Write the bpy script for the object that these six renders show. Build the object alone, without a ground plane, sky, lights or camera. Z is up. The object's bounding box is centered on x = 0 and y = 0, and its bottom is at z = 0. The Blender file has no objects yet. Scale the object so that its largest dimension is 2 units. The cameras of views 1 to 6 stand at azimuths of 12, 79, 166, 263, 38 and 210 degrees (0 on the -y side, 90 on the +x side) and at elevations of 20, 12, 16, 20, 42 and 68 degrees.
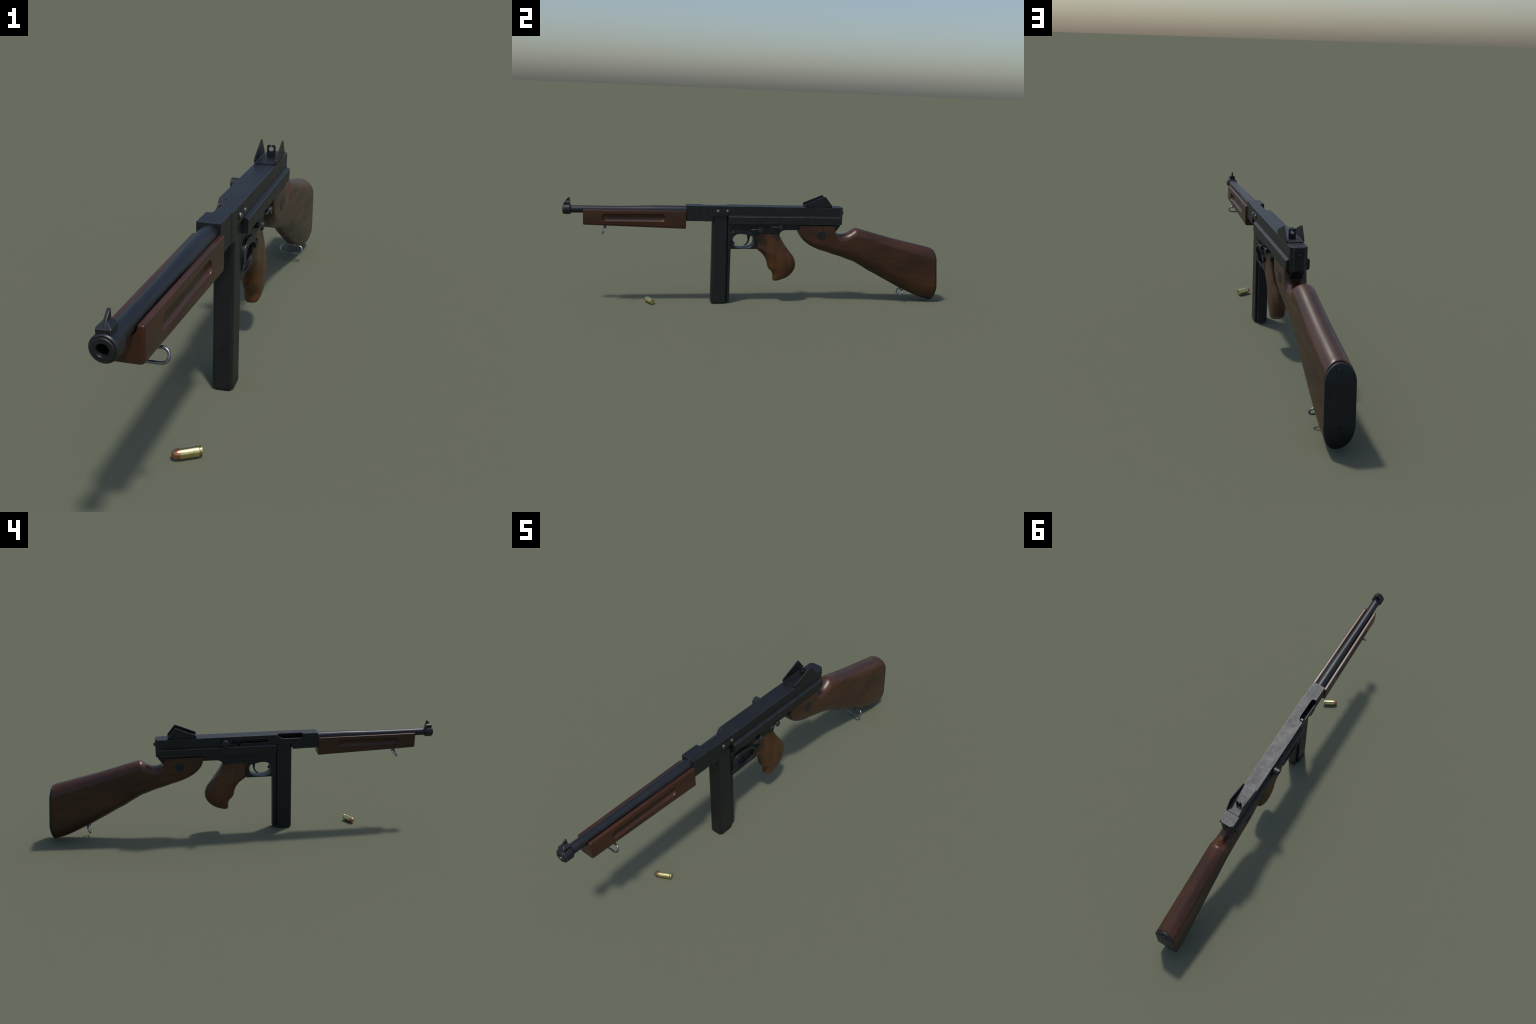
import bpy, bmesh, math, random
from mathutils import Vector, Matrix

random.seed(7)
X0 = 0.0079                     # the gun's plane of symmetry
COL = bpy.context.scene.collection

# ------------------------------------------------------------------ materials
def _nodes(name):
    m = bpy.data.materials.new(name)
    m.use_nodes = True
    nt = m.node_tree
    return m, nt, nt.nodes["Principled BSDF"]

def _noise(nt, scale, stretch=(1, 1, 1), detail=4.0, rough=0.55, rot=(0, 0, 0)):
    tc = nt.nodes.new("ShaderNodeTexCoord")
    mp = nt.nodes.new("ShaderNodeMapping")
    mp.inputs["Scale"].default_value = stretch
    mp.inputs["Rotation"].default_value = rot
    nz = nt.nodes.new("ShaderNodeTexNoise")
    nz.inputs["Scale"].default_value = scale
    nz.inputs["Detail"].default_value = detail
    nz.inputs["Roughness"].default_value = rough
    nt.links.new(tc.outputs["Object"], mp.inputs["Vector"])
    nt.links.new(mp.outputs["Vector"], nz.inputs["Vector"])
    return nz.outputs["Fac"]

def _ramp(nt, fac, stops):
    r = nt.nodes.new("ShaderNodeValToRGB")
    e = r.color_ramp.elements
    while len(e) < len(stops):
        e.new(0.5)
    for el, (p, c) in zip(e, stops):
        el.position = p
        el.color = (*c, 1) if isinstance(c, tuple) else (c, c, c, 1)
    nt.links.new(fac, r.inputs["Fac"])
    return r.outputs["Color"]

def _mix(nt, fac, a, b, mode="MIX"):
    m = nt.nodes.new("ShaderNodeMix")
    m.data_type = "RGBA"
    m.blend_type = mode
    if isinstance(fac, float):
        m.inputs["Factor"].default_value = fac
    else:
        nt.links.new(fac, m.inputs["Factor"])
    nt.links.new(a, m.inputs[6])
    nt.links.new(b, m.inputs[7])
    return m.outputs[2]

def _bump(nt, bsdf, h, strength, dist=0.002):
    b = nt.nodes.new("ShaderNodeBump")
    b.inputs["Strength"].default_value = strength
    b.inputs["Distance"].default_value = dist
    nt.links.new(h, b.inputs["Height"])
    nt.links.new(b.outputs["Normal"], bsdf.inputs["Normal"])

def steel(name, dark, light, r0, r1, metallic=0.0, spec=0.5, edge=0.0, bump=0.05):
    """Blued or parkerised steel: mottled tone and mottled roughness."""
    m, nt, b = _nodes(name)
    big = _noise(nt, 26, detail=5)
    fine = _noise(nt, 190, stretch=(1, 0.35, 1), detail=3)
    col = _ramp(nt, big, [(0.35, dark), (0.68, light)])
    if edge:
        # bare metal rubbed through on the corners
        geo = nt.nodes.new("ShaderNodeNewGeometry")
        e = _ramp(nt, geo.outputs["Pointiness"], [(0.53, 0.0), (0.60, edge)])
        w = nt.nodes.new("ShaderNodeRGB")
        w.outputs[0].default_value = (light[0] * 4, light[1] * 4, light[2] * 4, 1)
        col = _mix(nt, e, col, w.outputs[0])
    nt.links.new(col, b.inputs["Base Color"])
    nt.links.new(_ramp(nt, _mix(nt, 0.4, big, fine), [(0.3, r0), (0.7, r1)]), b.inputs["Roughness"])
    b.inputs["Metallic"].default_value = metallic
    b.inputs["Specular IOR Level"].default_value = spec
    b.inputs["Specular Tint"].default_value = (0.90, 0.94, 1.0, 1)
    _bump(nt, b, fine, bump, 0.0006)
    return m

def wood(name, tones, rough, along="y", spec=0.5, seed=0.0):
    """Oiled walnut: streaks along the grain, broad patches of tone, fine pores."""
    m, nt, b = _nodes(name)
    st = (6, 0.7, 6) if along == "y" else (6, 6, 0.8)
    rot = (0, 0, 0) if along == "y" else (math.radians(-25), 0, 0)
    if along == "y" and seed:
        rot = (math.radians(seed), 0, 0)
    streak = _noise(nt, 9, stretch=st, detail=6, rough=0.6, rot=rot)
    pores = _noise(nt, 60, stretch=st, detail=3, rough=0.6, rot=rot)
    patch = _noise(nt, 6.5, stretch=(1.6, 0.8, 1.6) if along == "y" else (1.5, 1.5, 1.0), detail=2, rot=rot)
    c1 = _ramp(nt, streak, [(0.32, tones[0]), (0.5, tones[1]), (0.7, tones[2])])
    c2 = _ramp(nt, patch, [(0.38, tones[0]), (0.65, tones[2])])
    col = _mix(nt, 0.45, c1, c2)
    p = _ramp(nt, pores, [(0.30, 0.72), (0.55, 1.0)])
    col = _mix(nt, 0.7, col, p, "MULTIPLY")
    nt.links.new(col, b.inputs["Base Color"])
    nt.links.new(_ramp(nt, streak, [(0.3, rough + 0.05), (0.7, rough - 0.04)]), b.inputs["Roughness"])
    b.inputs["Specular IOR Level"].default_value = spec
    _bump(nt, b, pores, 0.04, 0.0006)
    return m

def plain_metal(name, colour, rough, metallic=1.0):
    m, nt, b = _nodes(name)
    n = _noise(nt, 120, detail=3)
    k = tuple(c * 0.82 for c in colour)
    nt.links.new(_ramp(nt, n, [(0.35, k), (0.65, colour)]), b.inputs["Base Color"])
    nt.links.new(_ramp(nt, n, [(0.3, rough * 0.85), (0.7, rough * 1.15)]), b.inputs["Roughness"])
    b.inputs["Metallic"].default_value = metallic
    return m

RECEIVER = steel("receiver_steel", (0.0046, 0.0050, 0.0056), (0.0074, 0.0079, 0.0086), 0.42, 0.54, 0.0, 0.52, 0.0)
BARREL = steel("blued_steel", (0.0062, 0.0068, 0.0085), (0.0090, 0.0098, 0.0120), 0.38, 0.46, 0.0, 0.55)
MAGAZINE = steel("magazine_steel", (0.0060, 0.0063, 0.0070), (0.0090, 0.0094, 0.0102), 0.42, 0.52, 0.0, 0.5)
WORN = steel("worn_steel", (0.16, 0.163, 0.167), (0.25, 0.253, 0.258), 0.30, 0.42, 0.9, 0.5)
PLATE = steel("butt_plate_steel", (0.0085, 0.0100, 0.0110), (0.0120, 0.0138, 0.0150), 0.42, 0.52, 0.0, 0.45)
WORN_DARK = steel("rubbed_steel", (0.020, 0.0205, 0.0215), (0.032, 0.0325, 0.034), 0.36, 0.46, 0.3, 0.5)
HANDLE = steel("handle_steel", (0.035, 0.036, 0.039), (0.055, 0.056, 0.060), 0.36, 0.46, 0.7, 0.5)
EDGE_HIGHLIGHT = steel("edge_highlight_steel", (0.060, 0.062, 0.068), (0.120, 0.122, 0.130), 0.34, 0.46, 0.85, 0.5)
EDGE_OF = {m.name: EDGE_HIGHLIGHT for m in (RECEIVER, BARREL, WORN_DARK)}
INK = plain_metal("dark_recess", (0.004, 0.004, 0.005), 0.7, 0.0)
BRIGHT = plain_metal("bright_steel", (0.27, 0.28, 0.30), 0.32)
BRASS = plain_metal("brass", (0.76, 0.67, 0.30), 0.24)
COPPER = plain_metal("copper", (0.64, 0.28, 0.14), 0.27)
STOCK_WOOD = wood("stock_walnut", ((0.028, 0.0108, 0.0052), (0.050, 0.0176, 0.0066), (0.080, 0.0270, 0.0080)), 0.36, seed=14)
GUARD_WOOD = wood("guard_walnut", ((0.033, 0.0115, 0.0050), (0.052, 0.0165, 0.0064), (0.072, 0.0220, 0.0074)), 0.36)
GRIP_WOOD = wood("grip_walnut", ((0.036, 0.0135, 0.0052), (0.074, 0.0260, 0.0072), (0.115, 0.0410, 0.0090)), 0.40, along="z")

# ------------------------------------------------------------------ mesh tools
def link(name, bm_or_mesh, mat, parent, smooth=35, flat=True):
    if isinstance(bm_or_mesh, bmesh.types.BMesh):
        me = bpy.data.meshes.new(name)
        bmesh.ops.recalc_face_normals(bm_or_mesh, faces=bm_or_mesh.faces[:])
        bm_or_mesh.to_mesh(me)
        bm_or_mesh.free()
    else:
        me = bm_or_mesh
        me.name = name
    me.polygons.foreach_set("use_smooth", [True] * len(me.polygons))
    me.set_sharp_from_angle(angle=math.radians(smooth))
    worn = [0] * len(me.polygons)  # slot 1 marks bevel faces painted with the pale highlight steel
    me.polygons.foreach_get("material_index", worn)
    me.materials.clear()
    me.materials.append(mat)
    if any(worn) and mat.name in EDGE_OF:
        me.materials.append(EDGE_OF[mat.name])
        me.polygons.foreach_set("material_index", worn)
    else:
        me.polygons.foreach_set("material_index", [0] * len(me.polygons))
    ob = bpy.data.objects.new(name, me)
    COL.objects.link(ob)
    ob.parent = parent
    if flat and smooth <= 35:
        # flat faces stay flat next to their rounded edges
        w = ob.modifiers.new("weighted", "WEIGHTED_NORMAL")
        w.keep_sharp = True
        w.weight = 100
    return ob

def temp(bm):
    me = bpy.data.meshes.new("helper")
    bmesh.ops.recalc_face_normals(bm, faces=bm.faces[:])
    bm.to_mesh(me)
    bm.free()
    ob = bpy.data.objects.new("helper", me)
    COL.objects.link(ob)
    return ob

def baked(ob):
    """Mesh with the modifiers applied; the helper object goes away."""
    dg = bpy.context.evaluated_depsgraph_get()
    dg.update()
    me = bpy.data.meshes.new_from_object(ob.evaluated_get(dg))
    bpy.data.objects.remove(ob)
    return me

def carve(bm, cutters, op="DIFFERENCE"):
    base = temp(bm)
    tools = []
    for c in cutters:
        t = temp(c)
        md = base.modifiers.new("b", "BOOLEAN")
        md.operation = op
        md.solver = "EXACT"
        md.object = t
        tools.append(t)
    me = baked(base)
    for t in tools:
        bpy.data.objects.remove(t)
    out = bmesh.new()
    out.from_mesh(me)
    bpy.data.meshes.remove(me)
    return out

def rounded(bm, width, segs=2, angle=30, clamp=True):
    bmesh.ops.remove_doubles(bm, verts=bm.verts[:], dist=4e-5)
    bmesh.ops.dissolve_limit(bm, angle_limit=math.radians(0.6), verts=bm.verts[:], edges=bm.edges[:])
    ob = temp(bm)
    ob.data.materials.append(INK)
    ob.data.materials.append(INK)
    md = ob.modifiers.new("bev", "BEVEL")
    md.material = 1             # bevel faces get a lightened steel that draws the edge glints
    md.width = width
    md.segments = segs
    md.limit_method = "ANGLE"
    md.angle_limit = math.radians(angle)
    md.use_clamp_overlap = clamp
    me = baked(ob)
    out = bmesh.new()
    out.from_mesh(me)
    bpy.data.meshes.remove(me)
    return out

def join(*bms):
    out = bmesh.new()
    for b in bms:
        me = bpy.data.meshes.new("j")
        b.to_mesh(me)
        b.free()
        out.from_mesh(me)
        bpy.data.meshes.remove(me)
    return out

def prism(poly, a, b, axis):
    """Extrude a 2D outline along an axis: x takes (y,z), y takes (x,z), z takes (x,y)."""
    put = {"x": lambda p, t: (t, p[0], p[1]), "y": lambda p, t: (p[0], t, p[1]), "z": lambda p, t: (p[0], p[1], t)}[axis]
    bm = bmesh.new()
    lo = [bm.verts.new(put(p, a)) for p in poly]
    hi = [bm.verts.new(put(p, b)) for p in poly]
    n = len(poly)
    bm.faces.new(lo)
    bm.faces.new(hi)
    for i in range(n):
        bm.faces.new((lo[i], lo[(i + 1) % n], hi[(i + 1) % n], hi[i]))
    bmesh.ops.recalc_face_normals(bm, faces=bm.faces[:])
    return bm

def box(x0, x1, y0, y1, z0, z1):
    return prism([(y0, z0), (y1, z0), (y1, z1), (y0, z1)], x0, x1, "x")

def lathe(profile, axis="y", centre=(0, 0, 0), n=48):
    """Turn (distance along axis, radius) pairs round the axis."""
    bm = bmesh.new()
    def at(t, r, a):
        c, s = r * math.cos(a), r * math.sin(a)
        v = {"y": (c, t, s), "x": (t, c, s), "z": (c, s, t)}[axis]
        return Vector(v) + Vector(centre)
    rings = []
    for t, r in profile:
        if r < 1e-6:
            rings.append([bm.verts.new(at(t, 0, 0))])
        else:
            rings.append([bm.verts.new(at(t, r, 2 * math.pi * i / n)) for i in range(n)])
    for A, B in zip(rings, rings[1:]):
        for i in range(n):
            j = (i + 1) % n
            if len(A) == 1 and len(B) == 1:
                continue
            if len(A) == 1:
                bm.faces.new((A[0], B[i], B[j]))
            elif len(B) == 1:
                bm.faces.new((A[i], A[j], B[0]))
            else:
                bm.faces.new((A[i], A[j], B[j], B[i]))
    if profile[0] == profile[-1]:
        # ring-shaped part: join the last ring to the first, no end caps
        bmesh.ops.remove_doubles(bm, verts=bm.verts[:], dist=1e-6)
        return bm
    for R in (rings[0], rings[-1]):
        if len(R) > 1:
            bm.faces.new(R)
    return bm

def disc(axis, a, b, r, centre, chamfer=0.0, n=32):
    """Short cylinder from a to b along an axis with a chamfered outer end b."""
    c = chamfer * (1 if b > a else -1)
    return lathe([(a, 0), (a, r), (b - c, r), (b, r - abs(c)), (b, 0)], axis, centre, n)

def loft(rings, cap=True):
    bm = bmesh.new()
    vs = [[bm.verts.new(p) for p in r] for r in rings]
    n = len(rings[0])
    for A, B in zip(vs, vs[1:]):
        for i in range(n):
            j = (i + 1) % n
            bm.faces.new((A[i], A[j], B[j], B[i]))
    if cap:
        bm.faces.new(vs[0])
        bm.faces.new(vs[-1])
    return bm

def tube(path, r, closed=False, n=12):
    """Round wire along a list of points."""
    P = [Vector(p) for p in path]
    m = len(P)
    rings = []
    up = None
    for i, p in enumerate(P):
        if closed:
            t = (P[(i + 1) % m] - P[i - 1]).normalized()
        else:
            t = (P[min(i + 1, m - 1)] - P[max(i - 1, 0)]).normalized()
        if up is None:
            up = t.orthogonal().normalized()
        up = (up - t * up.dot(t)).normalized()
        w = t.cross(up)
        rings.append([p + (up * math.cos(a) + w * math.sin(a)) * r for a in (2 * math.pi * k / n for k in range(n))])
    if closed:
        rings.append(rings[0])
        bm = loft(rings, cap=False)
        bmesh.ops.remove_doubles(bm, verts=bm.verts[:], dist=1e-6)
        return bm
    return loft(rings)

def smooth_line(pts, per=6, closed=False):
    """Catmull-Rom through control points."""
    n = len(pts)
    out = []
    for i in range(n if closed else n - 1):
        g = (lambda k: pts[k % n]) if closed else (lambda k: pts[min(max(k, 0), n - 1)])
        p0, p1, p2, p3 = g(i - 1), g(i), g(i + 1), g(i + 2)
        for s in range(per):
            t = s / per
            out.append(tuple(0.5 * (2 * b + (c - a) * t + (2 * a - 5 * b + 4 * c - d) * t * t + (3 * b - a - 3 * c + d) * t ** 3)
                             for a, b, c, d in zip(p0, p1, p2, p3)))
    if not closed:
        out.append(tuple(pts[-1]))
    return out

def table(pts):
    """Smooth monotone look-up y(x) through control points (PCHIP)."""
    xs = [p[0] for p in pts]
    ys = [p[1] for p in pts]
    n = len(xs)
    h = [xs[i + 1] - xs[i] for i in range(n - 1)]
    d = [(ys[i + 1] - ys[i]) / h[i] for i in range(n - 1)]
    m = [d[0]] + [0.0 if d[i - 1] * d[i] <= 0 else 2 * d[i - 1] * d[i] / (d[i - 1] + d[i]) for i in range(1, n - 1)] + [d[-1]]
    def f(x):
        x = min(max(x, xs[0]), xs[-1])
        i = 0
        while i < n - 2 and x > xs[i + 1]:
            i += 1
        t = (x - xs[i]) / h[i]
        return ((2 * t ** 3 - 3 * t * t + 1) * ys[i] + (t ** 3 - 2 * t * t + t) * h[i] * m[i]
                + (3 * t * t - 2 * t ** 3) * ys[i + 1] + (t ** 3 - t * t) * h[i] * m[i + 1])
    return f

def stadium(y0, y1, zc, r, n=12):
    """Outline with round ends in the (y,z) plane."""
    a = [(y1 - r + r * math.cos(t), zc + r * math.sin(t)) for t in (-math.pi / 2 + math.pi * i / n for i in range(n + 1))]
    b = [(y0 + r + r * math.cos(t), zc + r * math.sin(t)) for t in (math.pi / 2 + math.pi * i / n for i in range(n + 1))]
    return a + b

def empty(name, parent=None, loc=(0, 0, 0)):
    e = bpy.data.objects.new(name, None)
    e.location = loc
    e.empty_display_size = 0.05
    COL.objects.link(e)
    e.parent = parent
    return e

# ==================================================================== the gun
gun = empty("submachine_gun", None, (X0, 0, 0))
gun["label"] = "dark steel submachine gun with walnut stock, grip and long magazine"
gun["category"] = "gun"

BZ = 0.4905                     # bore axis height

# ---- barrel: tapered tube with a bored end
barrel_r = table([(-0.995, 0.0190), (-0.74, 0.0185), (-0.66, 0.0198), (-0.52, 0.0243), (-0.44, 0.0243), (-0.375, 0.0235)])
prof = [(-0.90, 0), (-0.90, 0.0106), (-0.988, 0.0107), (-0.9985, 0.0114), (-1.0, 0.0126), (-1.0, 0.0205), (-0.9985, 0.0222), (-0.992, 0.0222), (-0.992, 0.0190)]
prof += [(-0.985 + 0.61 * i / 60, barrel_r(-0.985 + 0.61 * i / 60)) for i in range(61)] + [(-0.375, 0)]
link("barrel", lathe(prof, "y", (0, 0, BZ), 64), BARREL, gun, 40)
link("bore", lathe([(-0.905, 0), (-0.905, 0.0105), (-0.903, 0.0105), (-0.903, 0)], "y", (0, 0, BZ), 32), INK, gun)

# ---- front sight: collar, hexagonal base and shark-fin blade
fs = empty("front_sight", gun)
link("collar", rounded(lathe([(-0.9962, 0.0216), (-0.9962, 0.0246), (-0.9935, 0.0267), (-0.965, 0.0267), (-0.962, 0.0252), (-0.958, 0.0205), (-0.956, 0.0186), (-0.970, 0.0180), (-0.9962, 0.0216)],
                    "y", (0, 0, BZ), 64), 0.0005, 2, 24), BARREL, fs, 30)
base = prism([(-0.0125, 0.507), (-0.0138, 0.5195), (-0.0138, 0.5265), (-0.004, 0.5335), (0.004, 0.5335), (0.0138, 0.5265), (0.0138, 0.5195), (0.0125, 0.507)], -0.9935, -0.9625, "y")
wedge = prism([(-0.9935, 0.500), (-0.9935, 0.5185), (-0.9955, 0.5225), (-0.982, 0.5345), (-0.962, 0.5345), (-0.962, 0.500)], -0.03, 0.03, "x")
link("sight_base", rounded(carve(base, [wedge], "INTERSECT"), 0.0010, 2), BARREL, fs, 30)
fin = smooth_line([(-0.992, 0.524), (-0.985, 0.5345), (-0.977, 0.5438), (-0.9685, 0.5497)], 5) + [(-0.9640, 0.5506), (-0.9636, 0.525)]
link("sight_blade", rounded(prism(fin, -0.0030, 0.0030, "x"), 0.0009, 2), BARREL, fs, 30)

# ---- handguard: channelled walnut block with a finger groove each side
def guard_ring(y, d=0.0):
    """U-shaped section at y; d shrinks it all round for the rounded ends."""
    t = (y + 0.900) / 0.515
    o = 0.0345 + 0.0045 * t - d
    i = 0.0203 + 0.0049 * t + 0.2 * d
    zt, zb = 0.4930 - d, 0.4150 - 0.0162 * t + d
    pts = []
    def arc(cx, cz, rx, rz, a0, a1, n):
        for k in range(n + 1):
            a = math.radians(a0 + (a1 - a0) * k / n)
            pts.append((cx + rx * math.cos(a), y, cz + rz * math.sin(a)))
    arc(o - 0.011, zb + 0.011, 0.011, 0.011, -90, 0, 8)
    arc(o - 0.0035, zt - 0.0035, 0.0035, 0.0035, 0, 90, 6)
    arc(i + 0.0025, zt - 0.0025, 0.0025, 0.0025, 90, 180, 4)
    arc(0, BZ - 0.0004, i, i, 0, -180, 24)
    arc(-i - 0.0025, zt - 0.0025, 0.0025, 0.0025, 0, 90, 4)
    arc(-o + 0.0035, zt - 0.0035, 0.0035, 0.0035, 90, 180, 6)
    arc(-o + 0.011, zb + 0.011, 0.011, 0.011, 180, 270, 8)
    return pts
ends = [(0.0, 0.0044), (0.0005, 0.0025), (0.0020, 0.0009), (0.0048, 0.0)]
guard = loft([guard_ring(-0.900 + e, d) for e, d in ends] + [guard_ring(-0.892 + 0.499 * k / 10) for k in range(11)] + [guard_ring(-0.385 - e, d) for e, d in reversed(ends)])
def groove(side):
    rings = []
    L0, L1, R = -0.8085, -0.4895, 0.0190
    seq = [(L0 + R - R * math.cos(a), math.sin(a)) for a in (math.pi / 2 * k / 10 for k in range(1, 11))]
    seq += [(L1 - R + R * math.sin(a), math.cos(a)) for a in (math.pi / 2 * k / 10 for k in range(0, 10))]
    for y, s in seq:
        t = (y + 0.900) / 0.515
        cx = side * (0.0345 + 0.0045 * t + 0.0015)
        rings.append([(cx + 0.0125 * s * math.cos(a), y, 0.4542 + 0.0200 * s * math.sin(a)) for a in (2 * math.pi * k / 32 for k in range(32))])
    return loft(rings)
guard = carve(guard, [groove(1), groove(-1)])
link("handguard", guard, GUARD_WOOD, gun, 40)

# ---- sling swivels: bent wire loop on a small mount
def swivel(y, z_top, mount_z0, mount_z1):
    s = empty("sling_swivel", gun)
    hw, h, r = 0.0432, 0.0298, 0.0148
    flat = []
    for cx, cz, a0 in ((hw - r, r - h, -90), (hw - r, -r, 0), (-hw + r, -r, 90), (-hw + r, r - h, 180)):
        for k in range(9):
            a = math.radians(a0 + 90 * k / 8)
            flat.append((cx + r * math.cos(a), cz + r * math.sin(a)))
    tilt = math.radians(24)
    path = [(x, y + z * math.sin(tilt), z_top + z * math.cos(tilt)) for x, z in flat]
    link("wire_loop", tube(path, 0.0037, closed=True), BRIGHT, s, 60)
    link("swivel_mount", join(rounded(box(-0.0155, 0.0155, y - 0.0075, y + 0.0075, mount_z0, mount_z1), 0.003, 3),
                              disc("x", -0.0165, 0.0165, 0.0058, (0, y, z_top - 0.001), 0.001)), WORN, s, 35)
swivel(-0.7925, 0.3992, 0.4010, 0.4150)
swivel(0.8120, 0.0640, 0.0640, 0.0850)

# ---- receiver: plan outline and side outline intersected, then port and slot cut
def mirrored(half):
    return half + [(-x, y) for x, y in reversed(half)]
plan = mirrored([(0.0312, -0.385), (0.0312, -0.304), (0.0318, -0.299), (0.0340, -0.291), (0.0346, -0.286), (0.0346, 0.4335), (0.0205, 0.4460)])
side = [(-0.3846, 0.4395), (-0.2575, 0.4392), (-0.2510, 0.4430), (-0.2480, 0.4480), (-0.2462, 0.4706), (0.4285, 0.4706), (0.4285, 0.4290), (0.4330, 0.4262), (0.4445, 0.4262), (0.4475, 0.4290),
        (0.4475, 0.5160), (0.4440, 0.5191), (-0.3846, 0.5200)]
body = carve(prism(plan, 0.40, 0.55, "z"), [prism(side, -0.06, 0.06, "x")], "INTERSECT")
port_side = prism([(-0.3022, 0.4972), (-0.2000, 0.4972), (-0.1930, 0.4990), (-0.1800, 0.5085), (-0.1690, 0.5200), (-0.1660, 0.5400), (-0.3022, 0.5400)], -0.06, 0.02, "x")
port_plan = prism([(-0.055, -0.310), (-0.0190, -0.302), (-0.0145, -0.3000), (-0.0115, -0.2950), (-0.0105, -0.2880), (-0.0095, -0.1930), (-0.0120, -0.1790), (-0.0200, -0.1680), (-0.026, -0.1600), (-0.055, -0.150)], 0.48, 0.56, "z")
port = carve(port_side, [port_plan], "INTERSECT")
pocket = box(-0.0290, 0.0240, -0.3005, -0.1830, 0.4560, 0.5120)
slot = prism(stadium(-0.1292, 0.1478, 0.4924, 0.0088), -0.06, -0.0050, "x")
slot_notch = lathe([(-0.06, 0), (-0.06, 0.013), (-0.0055, 0.013), (-0.0055, 0)], "x", (0, 0.024, 0.4862), 24)
body = carve(body, [port, pocket, slot, slot_notch])
body = rounded(body, 0.0020, 2, 34, False)
rail = prism(mirrored([(0.0300, 0.4738), (0.0347, 0.4716), (0.0450, 0.4668), (0.0458, 0.4655), (0.0458, 0.4300), (0.0435, 0.4267)]), -0.1670, 0.4300, "y")
rail = carve(rail, [prism([(-0.20, 0.40), (0.4170, 0.40), (0.4300, 0.4420), (0.4300, 0.50), (-0.20, 0.50)], -0.1, 0.1, "x")], "INTERSECT")
rail = rounded(rail, 0.0010, 2, 25)
link("receiver", join(body, rail), RECEIVER, gun, 30)
for s in (1, -1):
    # thin scribed line below the ledge
    link("rail_seam", tube([(s * 0.0456, -0.075, 0.4605), (s * 0.0456, 0.4280, 0.4605)], 0.0006, n=6), INK, gun, 60)
link("bolt", join(rounded(box(-0.0315, -0.004, 0.0600, 0.1465, 0.4842, 0.5006), 0.0015, 2)), RECEIVER, gun, 30)
link("bolt_face", rounded(box(-0.0285, 0.0150, -0.1960, -0.1800, 0.474, 0.500), 0.003, 3), HANDLE, gun, 30)
link("cocking_handle", lathe([(-0.020, 0.0085), (-0.0400, 0.0085), (-0.0400, 0.0172), (-0.0410, 0.0182), (-0.0671, 0.0182), (-0.0683, 0.0172), (-0.0683, 0.0140), (-0.0662, 0.0120), (-0.0632, 0.0115), (-0.0632, 0)],
                             "x", (0, 0.0945, 0.4890), 40), HANDLE, gun, 35)
# rear plunger and cap pin hole
link("end_plunger", lathe([(0.440, 0.0092), (0.4505, 0.0092), (0.4530, 0.0084), (0.4550, 0.0055), (0.4555, 0)], "y", (0, 0, 0.4888), 32), BARREL, gun, 40)
link("pin_hole", disc("z", 0.510, 0.5196, 0.0024, (0.001, 0.4300, 0), 0.0, 16), INK, gun)
# engraved lettering too worn to read: rows of short strokes on the receiver top
def engraving(rows, x_of, y_of, n, h):
    bms = []
    for r in range(rows):
        for k in range(n):
            if random.random() < 0.25:
                continue
            x, y = x_of(r, k), y_of(r, k)
            a = random.choice((0.0, 0.0, 1.57, 0.6, -0.6))
            l = 0.0018 * random.uniform(0.6, 1.2)
            b = box(-l, l, -0.00035, 0.00035, h - 0.001, h + 0.0002)
            bmesh.ops.transform(b, matrix=Matrix.Translation((x, y, 0)) @ Matrix.Rotation(a, 4, "Z"), verts=b.verts[:])
            bms.append(b)
    return join(*bms)
mark = link("engraved_lettering", join(engraving(4, lambda r, k: 0.0105 - 0.0068 * r, lambda r, k: 0.149 + 0.0042 * k + 0.004 * (r % 2), 16, 0.5193),
            engraving(2, lambda r, k: 0.0225 - 0.0036 * k, lambda r, k: 0.4065 + 0.005 * r, 13, 0.5191)), INK, gun)
mark["kind"] = "stuff"

# ---- riveted plate on the right of the receiver
eject = empty("ejector_plate", gun)
link("plate", rounded(prism(stadium(-0.2325, -0.1590, 0.4925, 0.0120), 0.0330, 0.0370, "x"), 0.0007, 2), RECEIVER, eject, 30)
def dome(r, h, x, y, z, name, mat, parent, sgn=1):
    pr = [(x - sgn * 0.004, 0), (x - sgn * 0.004, r)] + [(x + sgn * h * math.sin(a), r * math.cos(a)) for a in (math.pi / 2 * k / 8 for k in range(8))] + [(x + sgn * h, 0)]
    return link(name, lathe(pr, "x", (0, y, z), 28), mat, parent, 50)
dome(0.0087, 0.0050, 0.0368, -0.2205, 0.4928, "rivet", WORN, eject)
dome(0.0073, 0.0042, 0.0368, -0.1718, 0.4934, "rivet", WORN, eject)

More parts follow.
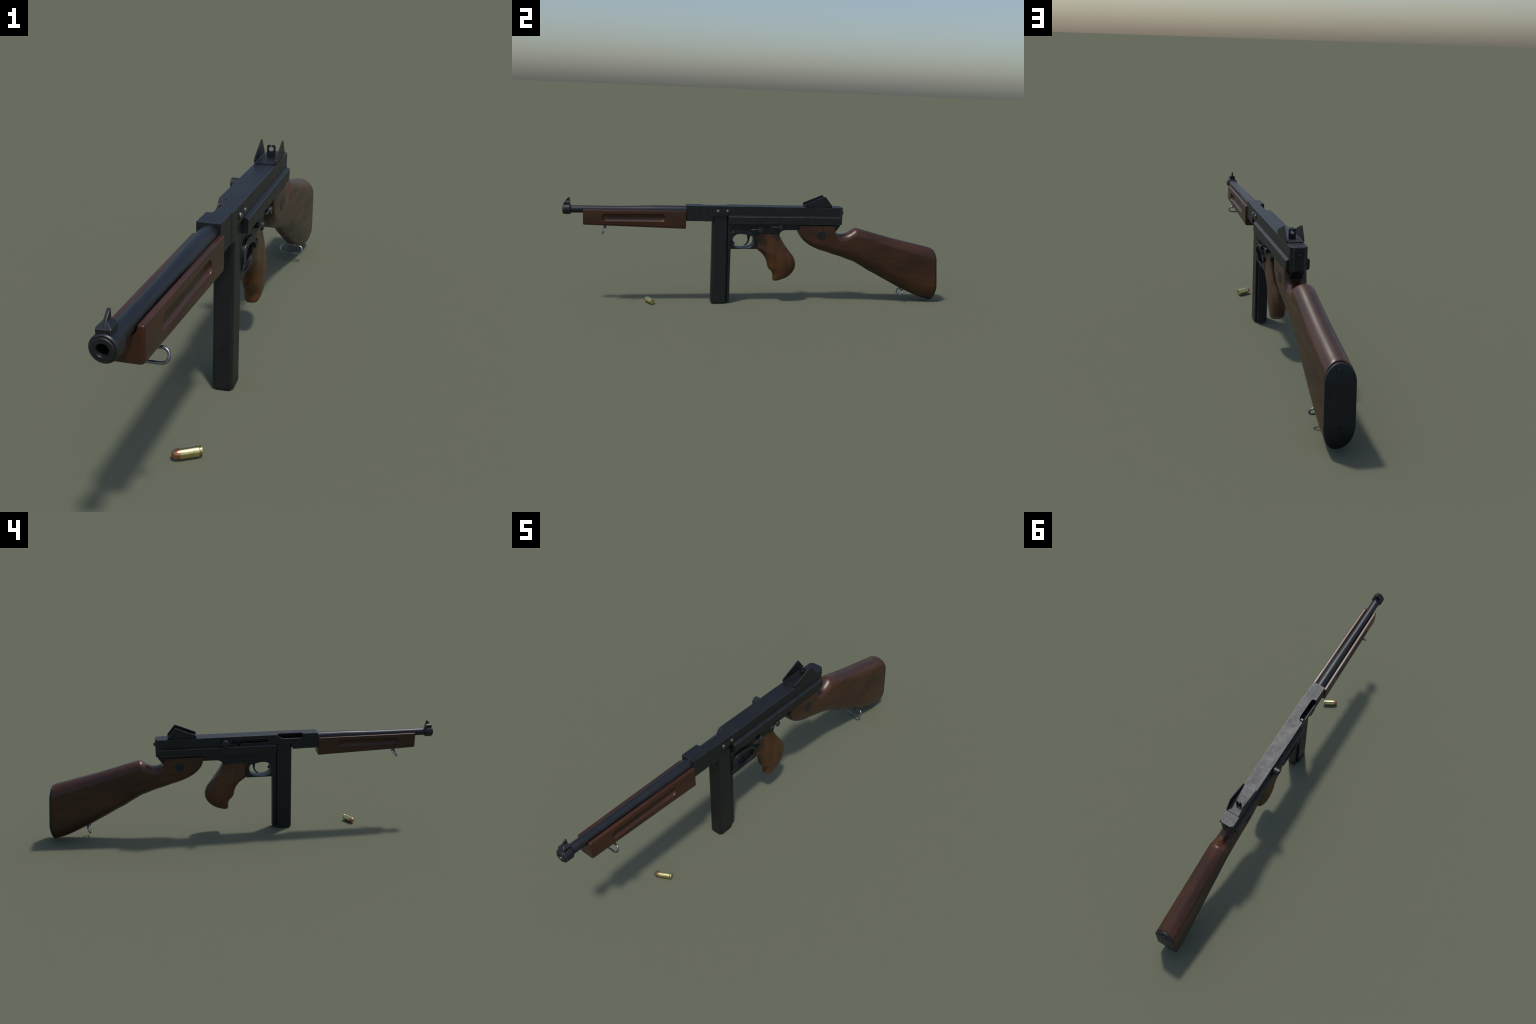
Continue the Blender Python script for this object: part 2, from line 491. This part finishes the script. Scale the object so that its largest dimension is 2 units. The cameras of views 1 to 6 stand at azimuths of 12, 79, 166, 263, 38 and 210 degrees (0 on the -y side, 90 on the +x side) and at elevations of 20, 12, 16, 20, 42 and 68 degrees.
# ---- rear sight: bent sheet with two wings and a peep leaf
rs = empty("rear_sight", gun)
wing = [(0.2385, 0.5185), (0.2385, 0.5330), (0.2405, 0.5358)] + [(0.3375, 0.5757), (0.3425, 0.5768), (0.3465, 0.5748)] + [(0.3815, 0.5310), (0.3830, 0.5270), (0.3830, 0.5185)]
outline = prism(wing, -0.05, 0.05, "x")
O, I, B = 0.0358, 0.0318, 0.0182
def bend(r, hw, zb):
    return [(hw - r + r * math.cos(a), zb + r + r * math.sin(a)) for a in (math.radians(-90 + 15 * k) for k in range(7))]
right = bend(0.0070, 0.0352, 0.5192) + [(O + 0.0004, 0.58), (I + 0.0004, 0.58)] + bend(0.0035, 0.0312, 0.5230)[::-1]
sheet = prism(right + [(-x, z) for x, z in reversed(right)], 0.2370, 0.3840, "y")
slit_o = [(-0.0170, 0.330), (-0.0170, 0.297), (-0.0120, 0.291), (0.0120, 0.291), (0.0170, 0.297), (0.0170, 0.330)]
slit_i = [(-0.0150, 0.331), (-0.0150, 0.2980), (-0.0110, 0.2932), (0.0110, 0.2932), (0.0150, 0.2980), (0.0150, 0.331)]
sheet = carve(sheet, [outline], "INTERSECT")
sheet = carve(sheet, [prism(slit_o + slit_i[::-1], 0.5205, 0.53, "z")])
link("sight_wings", rounded(sheet, 0.0009, 2, 34), RECEIVER, rs, 30)
leaf = [(-0.0138, 0.520), (0.0138, 0.520), (0.0138, 0.5570), (0.0120, 0.5605), (0.0085, 0.5620), (0.0030, 0.5620), (0.0012, 0.5596), (-0.0012, 0.5596), (-0.0030, 0.5620), (-0.0085, 0.5620), (-0.0120, 0.5605), (-0.0138, 0.5570)]
hole = lathe([(0.32, 0), (0.32, 0.0078), (0.35, 0.0078), (0.35, 0)], "y", (0, 0, 0.5490), 28)
link("peep_leaf", rounded(carve(prism(leaf, 0.3310, 0.3355, "y"), [hole]), 0.0007, 2), RECEIVER, rs, 30)

# ---- magazine: folded box with a rear rib and a floor plate
mag = empty("magazine", gun)
half = [(0.0195, -0.2482), (0.0255, -0.2452), (0.0282, -0.2382), (0.0282, -0.1735), (0.0265, -0.1718), (0.0120, -0.1718), (0.0120, -0.1630), (0.0180, -0.1630), (0.0190, -0.1620), (0.0190, -0.1500), (0.0178, -0.1485)]
link("magazine_tube", rounded(carve(prism(mirrored(half), 0.0060, 0.4712, "z"), [box(-0.0225, 0.0225, -0.2420, -0.1770, 0.20, 0.50)]), 0.0008, 1, 20), MAGAZINE, mag, 30)
link("cartridge_follower", rounded(box(-0.0215, 0.0215, -0.2410, -0.1780, 0.440, 0.4600), 0.004, 3), RECEIVER, mag, 30)
foot = [(0.0170, -0.2462), (0.0240, -0.2437), (0.0265, -0.2377), (0.0265, -0.1750), (0.0240, -0.1735)]
link("floor_plate", join(rounded(prism(mirrored(foot), 0.0, 0.012, "z"), 0.0015, 2),
                         rounded(box(0.0262, 0.0302, -0.2370, -0.1790, 0.0030, 0.0105), 0.0010, 2),
                         rounded(box(-0.0302, -0.0262, -0.2370, -0.1790, 0.0030, 0.0105), 0.0010, 2)), MAGAZINE, mag, 30)

# ---- trigger frame with its guard window
frame_line = [(-0.1660, 0.4300), (-0.1660, 0.2932), (-0.0125, 0.2938), (-0.0125, 0.3480)] + smooth_line([(-0.0125, 0.3480), (-0.0080, 0.3610), (0.0000, 0.3705), (0.0100, 0.3765)], 4)[1:] + \
    [(0.0800, 0.3780), (0.0815, 0.3685), (0.1060, 0.3680)] + smooth_line([(0.1075, 0.3700), (0.1120, 0.3830), (0.1230, 0.3920), (0.1390, 0.3960)], 5) + [(0.2110, 0.3965), (0.2110, 0.4300)]
window = smooth_line([(-0.0278, 0.3450), (-0.0330, 0.3600), (-0.0450, 0.3670), (-0.0640, 0.3690), (-0.0835, 0.3738), (-0.1060, 0.3745), (-0.1240, 0.3690), (-0.1370, 0.3570), (-0.1405, 0.3400), (-0.1370, 0.3180),
                      (-0.1230, 0.3035), (-0.1000, 0.2985), (-0.0750, 0.2982), (-0.0500, 0.3035), (-0.0340, 0.3150), (-0.0285, 0.3270)], 4, closed=True)
frame = carve(prism(frame_line, -0.0290, 0.0275, "x"), [prism(window, -0.05, 0.05, "x")])
# left face: shallow pocket with a sliding selector and a bent wire spring
pocket_l = smooth_line([(0.0490, 0.4080), (0.0430, 0.4190), (0.0250, 0.4215), (-0.0900, 0.4190), (-0.1080, 0.4120), (-0.1130, 0.3990), (-0.1070, 0.3860), (-0.0950, 0.3810), (-0.0650, 0.3830), (-0.0100, 0.3850), (0.0020, 0.3950), (0.0150, 0.4010), (0.0300, 0.3945), (0.0430, 0.3985)], 4, closed=True)
frame = carve(frame, [prism(pocket_l, -0.05, -0.0279, "x")])
link("trigger_frame", rounded(frame, 0.0008, 1, 40), RECEIVER, gun, 30)
link("frame_tail", rounded(prism([(0.395, 0.4290), (0.4385, 0.4290), (0.4330, 0.4150), (0.4135, 0.3890), (0.4000, 0.3890)], -0.0236, 0.0236, "x"), 0.0012, 2), RECEIVER, gun, 30)
link("trigger", rounded(prism(smooth_line([(-0.0680, 0.3750), (-0.0610, 0.3560), (-0.0590, 0.3400), (-0.0615, 0.3260), (-0.0690, 0.3155), (-0.0790, 0.3100)], 4) + smooth_line([(-0.0785, 0.3068), (-0.0660, 0.3105), (-0.0550, 0.3215), (-0.0500, 0.3370), (-0.0465, 0.3530), (-0.0400, 0.3750)], 4), -0.0055, 0.0055, "x"), 0.0012, 2), RECEIVER, gun, 35)
link("selector_pale_outline", tube([(-0.0289, y, z) for y, z in pocket_l], 0.0006, closed=True, n=6), WORN_DARK, gun, 60)
link("selector_bar", rounded(prism(stadium(-0.0655, -0.0010, 0.3965, 0.0035), -0.0296, -0.0260, "x"), 0.0008, 2), BARREL, gun, 30)
dome(0.0038, 0.003, -0.0292, -0.0010, 0.3955, "selector_stud", BARREL, gun, -1)
link("wire_spring", tube([(-0.0288, y, z) for y, z in smooth_line([(0.0905, 0.4120), (0.0830, 0.4020), (0.0650, 0.3925), (0.0400, 0.3870), (0.0000, 0.3850), (-0.0650, 0.3840)], 6)], 0.0018), BARREL, gun, 60)
for y, z, r in ((0.1010, 0.4065, 0.0068), (-0.1352, 0.3802, 0.0070)):
    link("pivot_ring", disc("x", -0.0270, -0.0308, r + 0.0025 if y > 0 else r, (0, y, z), 0.0008), RECEIVER, gun, 30)
    link("pivot_pin", disc("x", -0.0270, -0.0335, r - 0.002, (0, y, z), 0.0010), BARREL, gun, 30)
for s in (1, -1):
    link("frame_seam", tube([((0.0274 if s > 0 else -0.0289), y, z) for y, z in smooth_line([(0.1680, 0.3965), (0.1730, 0.4050), (0.1830, 0.4140), (0.1960, 0.4200), (0.2080, 0.4225)], 4)], 0.0006, n=6), INK, gun, 60)

# ---- magazine catch lever on the right of the frame
lever = smooth_line([(-0.1635, 0.3490), (-0.1625, 0.3600), (-0.1560, 0.3780), (-0.1430, 0.3910), (-0.1200, 0.3974), (-0.0900, 0.3942), (-0.0540, 0.3875), (-0.0346, 0.3745), (-0.0235, 0.3615), (-0.0150, 0.3570), (-0.0010, 0.3598), (0.0075, 0.3560),
                     (0.0102, 0.3476), (0.0070, 0.3385), (-0.0020, 0.3345), (-0.0120, 0.3360), (-0.0200, 0.3410), (-0.0280, 0.3520), (-0.0380, 0.3610), (-0.0560, 0.3670), (-0.0800, 0.3730), (-0.1050, 0.3748), (-0.1240, 0.3700), (-0.1370, 0.3580), (-0.1412, 0.3450),
                     (-0.1370, 0.3365), (-0.1310, 0.3285)], 4) + [(-0.1292, 0.3200), (-0.1575, 0.3185), (-0.1635, 0.3195)]
catch = prism(lever, 0.0270, 0.0362, "x")
# the thumb end steps in below the pivot
catch = carve(catch, [prism([(-0.19, 0.30), (-0.10, 0.30), (-0.10, 0.338), (-0.19, 0.338)], 0.0325, 0.05, "x")])
link("magazine_catch", rounded(catch, 0.0012, 2, 40), RECEIVER, gun, 35)
dome(0.0086, 0.0032, 0.0360, -0.1385, 0.3805, "catch_screw", HANDLE, gun)

# ---- safety and rocker levers: round head with a thin arm
def turn_lever(y, z, r, reach):
    e = empty("turn_lever", gun)
    link("lever_stem", disc("x", 0.0250, 0.0450, 0.0085, (0, y, z)), RECEIVER, e, 30)
    link("lever_head", rounded(disc("x", 0.0410, 0.0520, r, (0, y, z), 0.0, 36), 0.0012, 2), WORN_DARK, e, 30)
    link("lever_arm", rounded(box(0.0430, 0.0485, y - reach, y, z - 0.0008, z + 0.0042), 0.0013, 2), WORN, e, 30)
turn_lever(0.0006, 0.3990, 0.0128, 0.0470)
turn_lever(0.1076, 0.4138, 0.0118, 0.0480)
link("pivot_pin", disc("x", 0.0250, 0.0312, 0.0082, (0, 0.0402, 0.4088), 0.0020), RECEIVER, gun, 30)
dome(0.0062, 0.0040, 0.0275, -0.0835, 0.4160, "pivot_stud", HANDLE, gun)

# ---- pistol grip: stacked rounded sections with a finger ledge
front = table([(0.1165, 0.0950), (0.1185, 0.0880), (0.1230, 0.0840), (0.1350, 0.0833), (0.1480, 0.0834), (0.1600, 0.0790), (0.1700, 0.0740), (0.1800, 0.0630), (0.1900, 0.0555), (0.2000, 0.0527), (0.2170, 0.0490),
               (0.2360, 0.0420), (0.2520, 0.0320), (0.2680, 0.0185), (0.2800, 0.0030), (0.2900, -0.0080), (0.2960, -0.0127), (0.3400, -0.0127), (0.3800, -0.0127)])
rear = table([(0.1165, 0.1000), (0.1180, 0.1100), (0.1235, 0.1280), (0.1345, 0.1570), (0.1470, 0.1750), (0.1610, 0.1885), (0.1750, 0.1975), (0.1900, 0.2030), (0.2050, 0.2047), (0.2180, 0.2038), (0.2340, 0.1985), (0.2520, 0.1900), (0.2720, 0.1740),
              (0.2905, 0.1590), (0.3100, 0.1435), (0.3310, 0.1290), (0.3450, 0.1200), (0.3560, 0.1145), (0.3690, 0.1085), (0.3800, 0.1080)])
width = table([(0.1165, 0.0060), (0.1185, 0.0140), (0.1230, 0.0205), (0.1320, 0.0252), (0.1480, 0.0288), (0.1700, 0.0318), (0.2050, 0.0345), (0.2500, 0.0335), (0.3000, 0.0300), (0.3500, 0.0276), (0.3800, 0.0272)])
squareness = table([(0.1165, 2.5), (0.2500, 2.7), (0.2800, 3.4), (0.3050, 7.0), (0.3600, 9.0), (0.3800, 9.0)])
def grip_ring(z):
    f, r, w = front(z), rear(z), width(z)
    c, a = (f + r) / 2, (r - f) / 2
    pts = []
    ex = 2.0 / squareness(z)
    for k in range(64):
        t = 2 * math.pi * k / 64
        cs, sn = math.cos(t), math.sin(t)
        pts.append((w * math.copysign(abs(sn) ** ex, sn), c + a * math.copysign(abs(cs) ** ex, cs), z))
    return pts
zs = [0.1165, 0.1170, 0.1178, 0.119, 0.121, 0.1235] + [0.1235 + (0.3755 - 0.1235) * k / 90 for k in range(1, 91)]
grip = loft([grip_ring(z) for z in zs])
link("pistol_grip", grip, GRIP_WOOD, gun, 45)

# ---- buttstock: lofted along its length, sheared to the curved butt end
top = table([(0.2105, 0.4225), (0.3985, 0.4225), (0.4015, 0.4190), (0.4070, 0.4000), (0.4160, 0.3860), (0.4290, 0.3780), (0.4510, 0.3735), (0.4700, 0.3765), (0.4832, 0.3818), (0.4980, 0.3910), (0.5100, 0.3995), (0.5200, 0.4055), (0.5290, 0.4080), (0.5400, 0.4060),
             (0.6370, 0.3800), (0.7700, 0.3460), (0.8900, 0.3190), (0.9700, 0.3000), (1.0050, 0.2920)])
under = table([(0.2105, 0.3870), (0.2150, 0.3770), (0.2225, 0.3630), (0.2460, 0.3355), (0.2810, 0.3110), (0.3300, 0.2895), (0.3696, 0.2775), (0.4076, 0.2640), (0.4500, 0.2512), (0.5007, 0.2325), (0.5262, 0.2235), (0.5450, 0.2130),
               (0.5850, 0.1905), (0.6140, 0.1725), (0.6540, 0.1530), (0.6890, 0.1335), (0.7230, 0.1155), (0.7600, 0.0965), (0.7935, 0.0785), (0.8312, 0.0615), (0.8540, 0.0505), (0.9145, 0.0250), (0.9547, 0.0122), (0.9800, 0.0070), (1.0050, 0.0065)])
wide = table([(0.2105, 0.0370), (0.2300, 0.0405), (0.3300, 0.0426), (0.4200, 0.0424), (0.5300, 0.0435), (0.6500, 0.0458), (0.8000, 0.0493), (0.9500, 0.0516), (1.0050, 0.0519)])
crown_z = table([(0.2105, 0.0020), (0.3950, 0.0020), (0.4100, 0.0200), (0.4300, 0.0360), (0.5290, 0.0420), (0.7000, 0.0480), (1.0050, 0.0620)])
crown_x = table([(0.2105, 0.0020), (0.3950, 0.0020), (0.4100, 0.0220), (0.4300, 0.0370), (0.5290, 0.0425), (1.0050, 0.0518)])
belly_z = table([(0.2105, 0.0100), (0.2500, 0.0270), (0.3500, 0.0400), (0.5300, 0.0600), (0.7500, 0.0780), (1.0050, 0.0880)])
belly_x = table([(0.2105, 0.0120), (0.2500, 0.0260), (0.3500, 0.0340), (0.5300, 0.0425), (1.0050, 0.0518)])
butt_y = table([(0.0000, 0.9780), (0.0100, 0.9830), (0.0300, 0.9910), (0.0570, 0.9965), (0.0900, 0.9998), (0.1500, 0.9945), (0.2240, 0.9880), (0.2570, 0.9845), (0.2750, 0.9805), (0.2880, 0.9755), (0.3000, 0.9690), (0.3100, 0.9620)])
PLATE_T = 0.0095
def stock_ring(y, shear=0.0, grow=0.0, back=0.0):
    """Cross-section at y; shear 1 bends it onto the butt curve."""
    zt, zb, w = top(y) - 0.0010, under(y) - 0.0015, wide(y)
    cz, cx, bz, bx = crown_z(y), crown_x(y), belly_z(y), belly_x(y)
    h = zt - zb
    k = min(1.0, 0.98 * h / (cz + bz))
    cz, bz = cz * k, bz * k
    cx, bx = min(cx, w - 1e-4), min(bx, w - 1e-4)
    out = []
    for sx, sz, rx, rz, a0 in ((1, -1, bx, bz, -90), (1, 1, cx, cz, 0), (-1, 1, cx, cz, 90), (-1, -1, bx, bz, 180)):
        ox, oz = sx * (w - rx), (zt - rz if sz > 0 else zb + rz)
        for j in range(15):
            a = math.radians(a0 + 90 * j / 14)
            x, z = ox + rx * math.cos(a), oz + rz * math.sin(a)
            m = (zt + zb) / 2
            g = 1 - grow
            out.append((x * g, z * (1 if not grow else 1), m))
    res = []
    for x, z, m in out:
        if grow:
            z = m + (z - m) * (1 - grow * 0.4)
        yy = y + shear * (butt_y(z) - back - y)
        res.append((x, yy, z))
    return res
YS = 0.935
ys = [0.2105, 0.2120, 0.2150, 0.2190, 0.2240, 0.2300] + [0.2300 + (0.392 - 0.23) * k / 16 for k in range(1, 17)] + [0.392 + (0.56 - 0.392) * k / 56 for k in range(1, 57)] + [0.56 + (YS - 0.56) * k / 30 for k in range(1, 31)]
rings = [stock_ring(y) for y in ys]
END = 0.985
for k in range(1, 9):
    s = k / 8
    rings.append(stock_ring(YS + (END - YS) * s, s * s * (3 - 2 * s), 0.0, PLATE_T))
stock = loft(rings)
link("buttstock", stock, STOCK_WOOD, gun, 50)
plate_rings = [stock_ring(END, 1.0, 0.006, PLATE_T + 0.001), stock_ring(END, 1.0, -0.004, PLATE_T - 0.0004), stock_ring(END, 1.0, -0.004, 0.0018), stock_ring(END, 1.0, 0.010, 0.0004), stock_ring(END, 1.0, 0.050, 0.0)]
bp = empty("butt_plate", gun)
inner = []
for g in (0.25, 0.45, 0.65, 0.85):
    base_ring = stock_ring(END, 1.0, 0.0, 0.0)
    m = (top(END) + under(END)) / 2
    row = []
    for x, y, z in base_ring:
        zz = m + (z - m) * (1 - g * 0.985)
        row.append((x * (1 - g), butt_y(zz), zz))
    inner.append(row)
link("heel_plate", loft(plate_rings + inner), PLATE, bp, 40)
# compartment trap and slotted screws on the butt plate
def on_butt(outline, proud, depth):
    bm = bmesh.new()
    a = [bm.verts.new((x, butt_y(z) + proud, z)) for x, z in outline]
    b = [bm.verts.new((x, butt_y(z) - depth, z)) for x, z in outline]
    n = len(outline)
    bm.faces.new(a)
    bm.faces.new(b)
    for i in range(n):
        bm.faces.new((a[i], a[(i + 1) % n], b[(i + 1) % n], b[i]))
    return bm
trap = [(0.031 * math.cos(t), 0.2000 + 0.031 * math.sin(t)) for t in (math.radians(-64 + 308 * k / 40) for k in range(41))] + [(-0.0125, 0.1640), (-0.0125, 0.1350), (0.0125, 0.1350), (0.0125, 0.1640)]
link("trap_door", rounded(on_butt(trap, 0.0010, 0.004), 0.0006, 2), PLATE, bp, 30)
for z in (0.2680, 0.0800):
    ring = [(0.0128 * math.cos(t), z + 0.0128 * math.sin(t)) for t in (2 * math.pi * k / 32 for k in range(32))]
    scr = on_butt(ring, 0.0014, 0.004)
    cut = box(-0.0016, 0.0016, 0.95, 1.05, z - 0.02, z + 0.02)
    shell = box(-0.05, 0.05, butt_y(z) - 0.0004, 1.05, z - 0.05, z + 0.05)
    cut = carve(cut, [shell], "INTERSECT")
    link("screw", rounded(carve(scr, [cut]), 0.0005, 1), PLATE, bp, 30)

# ---- cross bolt through the stock
cb = empty("cross_bolt", gun)
wz, wy = 0.3725, 0.3300
hw = wide(wy)
link("bolt_cap", disc("x", 0.02, hw + 0.0012, 0.0243, (0, wy, wz), 0.0008, 40), PLATE, cb, 30)
link("bolt_washer", lathe([(-0.02, 0), (-0.02, 0.0235), (-hw - 0.0010, 0.0235), (-hw - 0.0016, 0.0225), (-hw - 0.0016, 0.0150), (-hw - 0.0002, 0.0140), (-hw - 0.0002, 0)], "x", (0, wy, wz), 40), PLATE, cb, 30)
link("bolt_head", disc("x", -0.02, -hw - 0.0028, 0.0085, (0, wy, wz), 0.001, 6), PLATE, cb, 30)

# ============================================================ loose cartridge
cart = empty("pistol_cartridge", None, (0.0103, -0.5700, 0.0143))
cart["label"] = "short brass pistol cartridge with a copper round nose"
cart["category"] = "ammunition"
L, R = 0.0722, 0.0142
x0 = -L / 2
case = [(x0, 0), (x0, R - 0.0008), (x0 + 0.0008, R), (x0 + 0.0028, R), (x0 + 0.0034, R - 0.0024), (x0 + 0.0050, R - 0.0024), (x0 + 0.0075, R), (x0 + 0.0525, R - 0.0002), (x0 + 0.0530, R - 0.0008), (x0 + 0.0530, 0)]
c = link("cartridge_case", lathe(case, "x", (0, 0, 0), 40), BRASS, cart, 30)
nose = [(x0 + 0.050, 0), (x0 + 0.050, R - 0.0005)] + [(x0 + 0.0532 + 0.0190 * math.sin(a), (R - 0.0005) * math.cos(a) ** 0.85) for a in (math.pi / 2 * k / 12 for k in range(12))] + [(x0 + L, 0)]
link("bullet_nose", lathe(nose, "x", (0, 0, 0), 40), COPPER, cart, 50)
cart.rotation_euler = (0, 0, math.atan2(-0.5887 + 0.5530, -0.0222 - 0.0406))
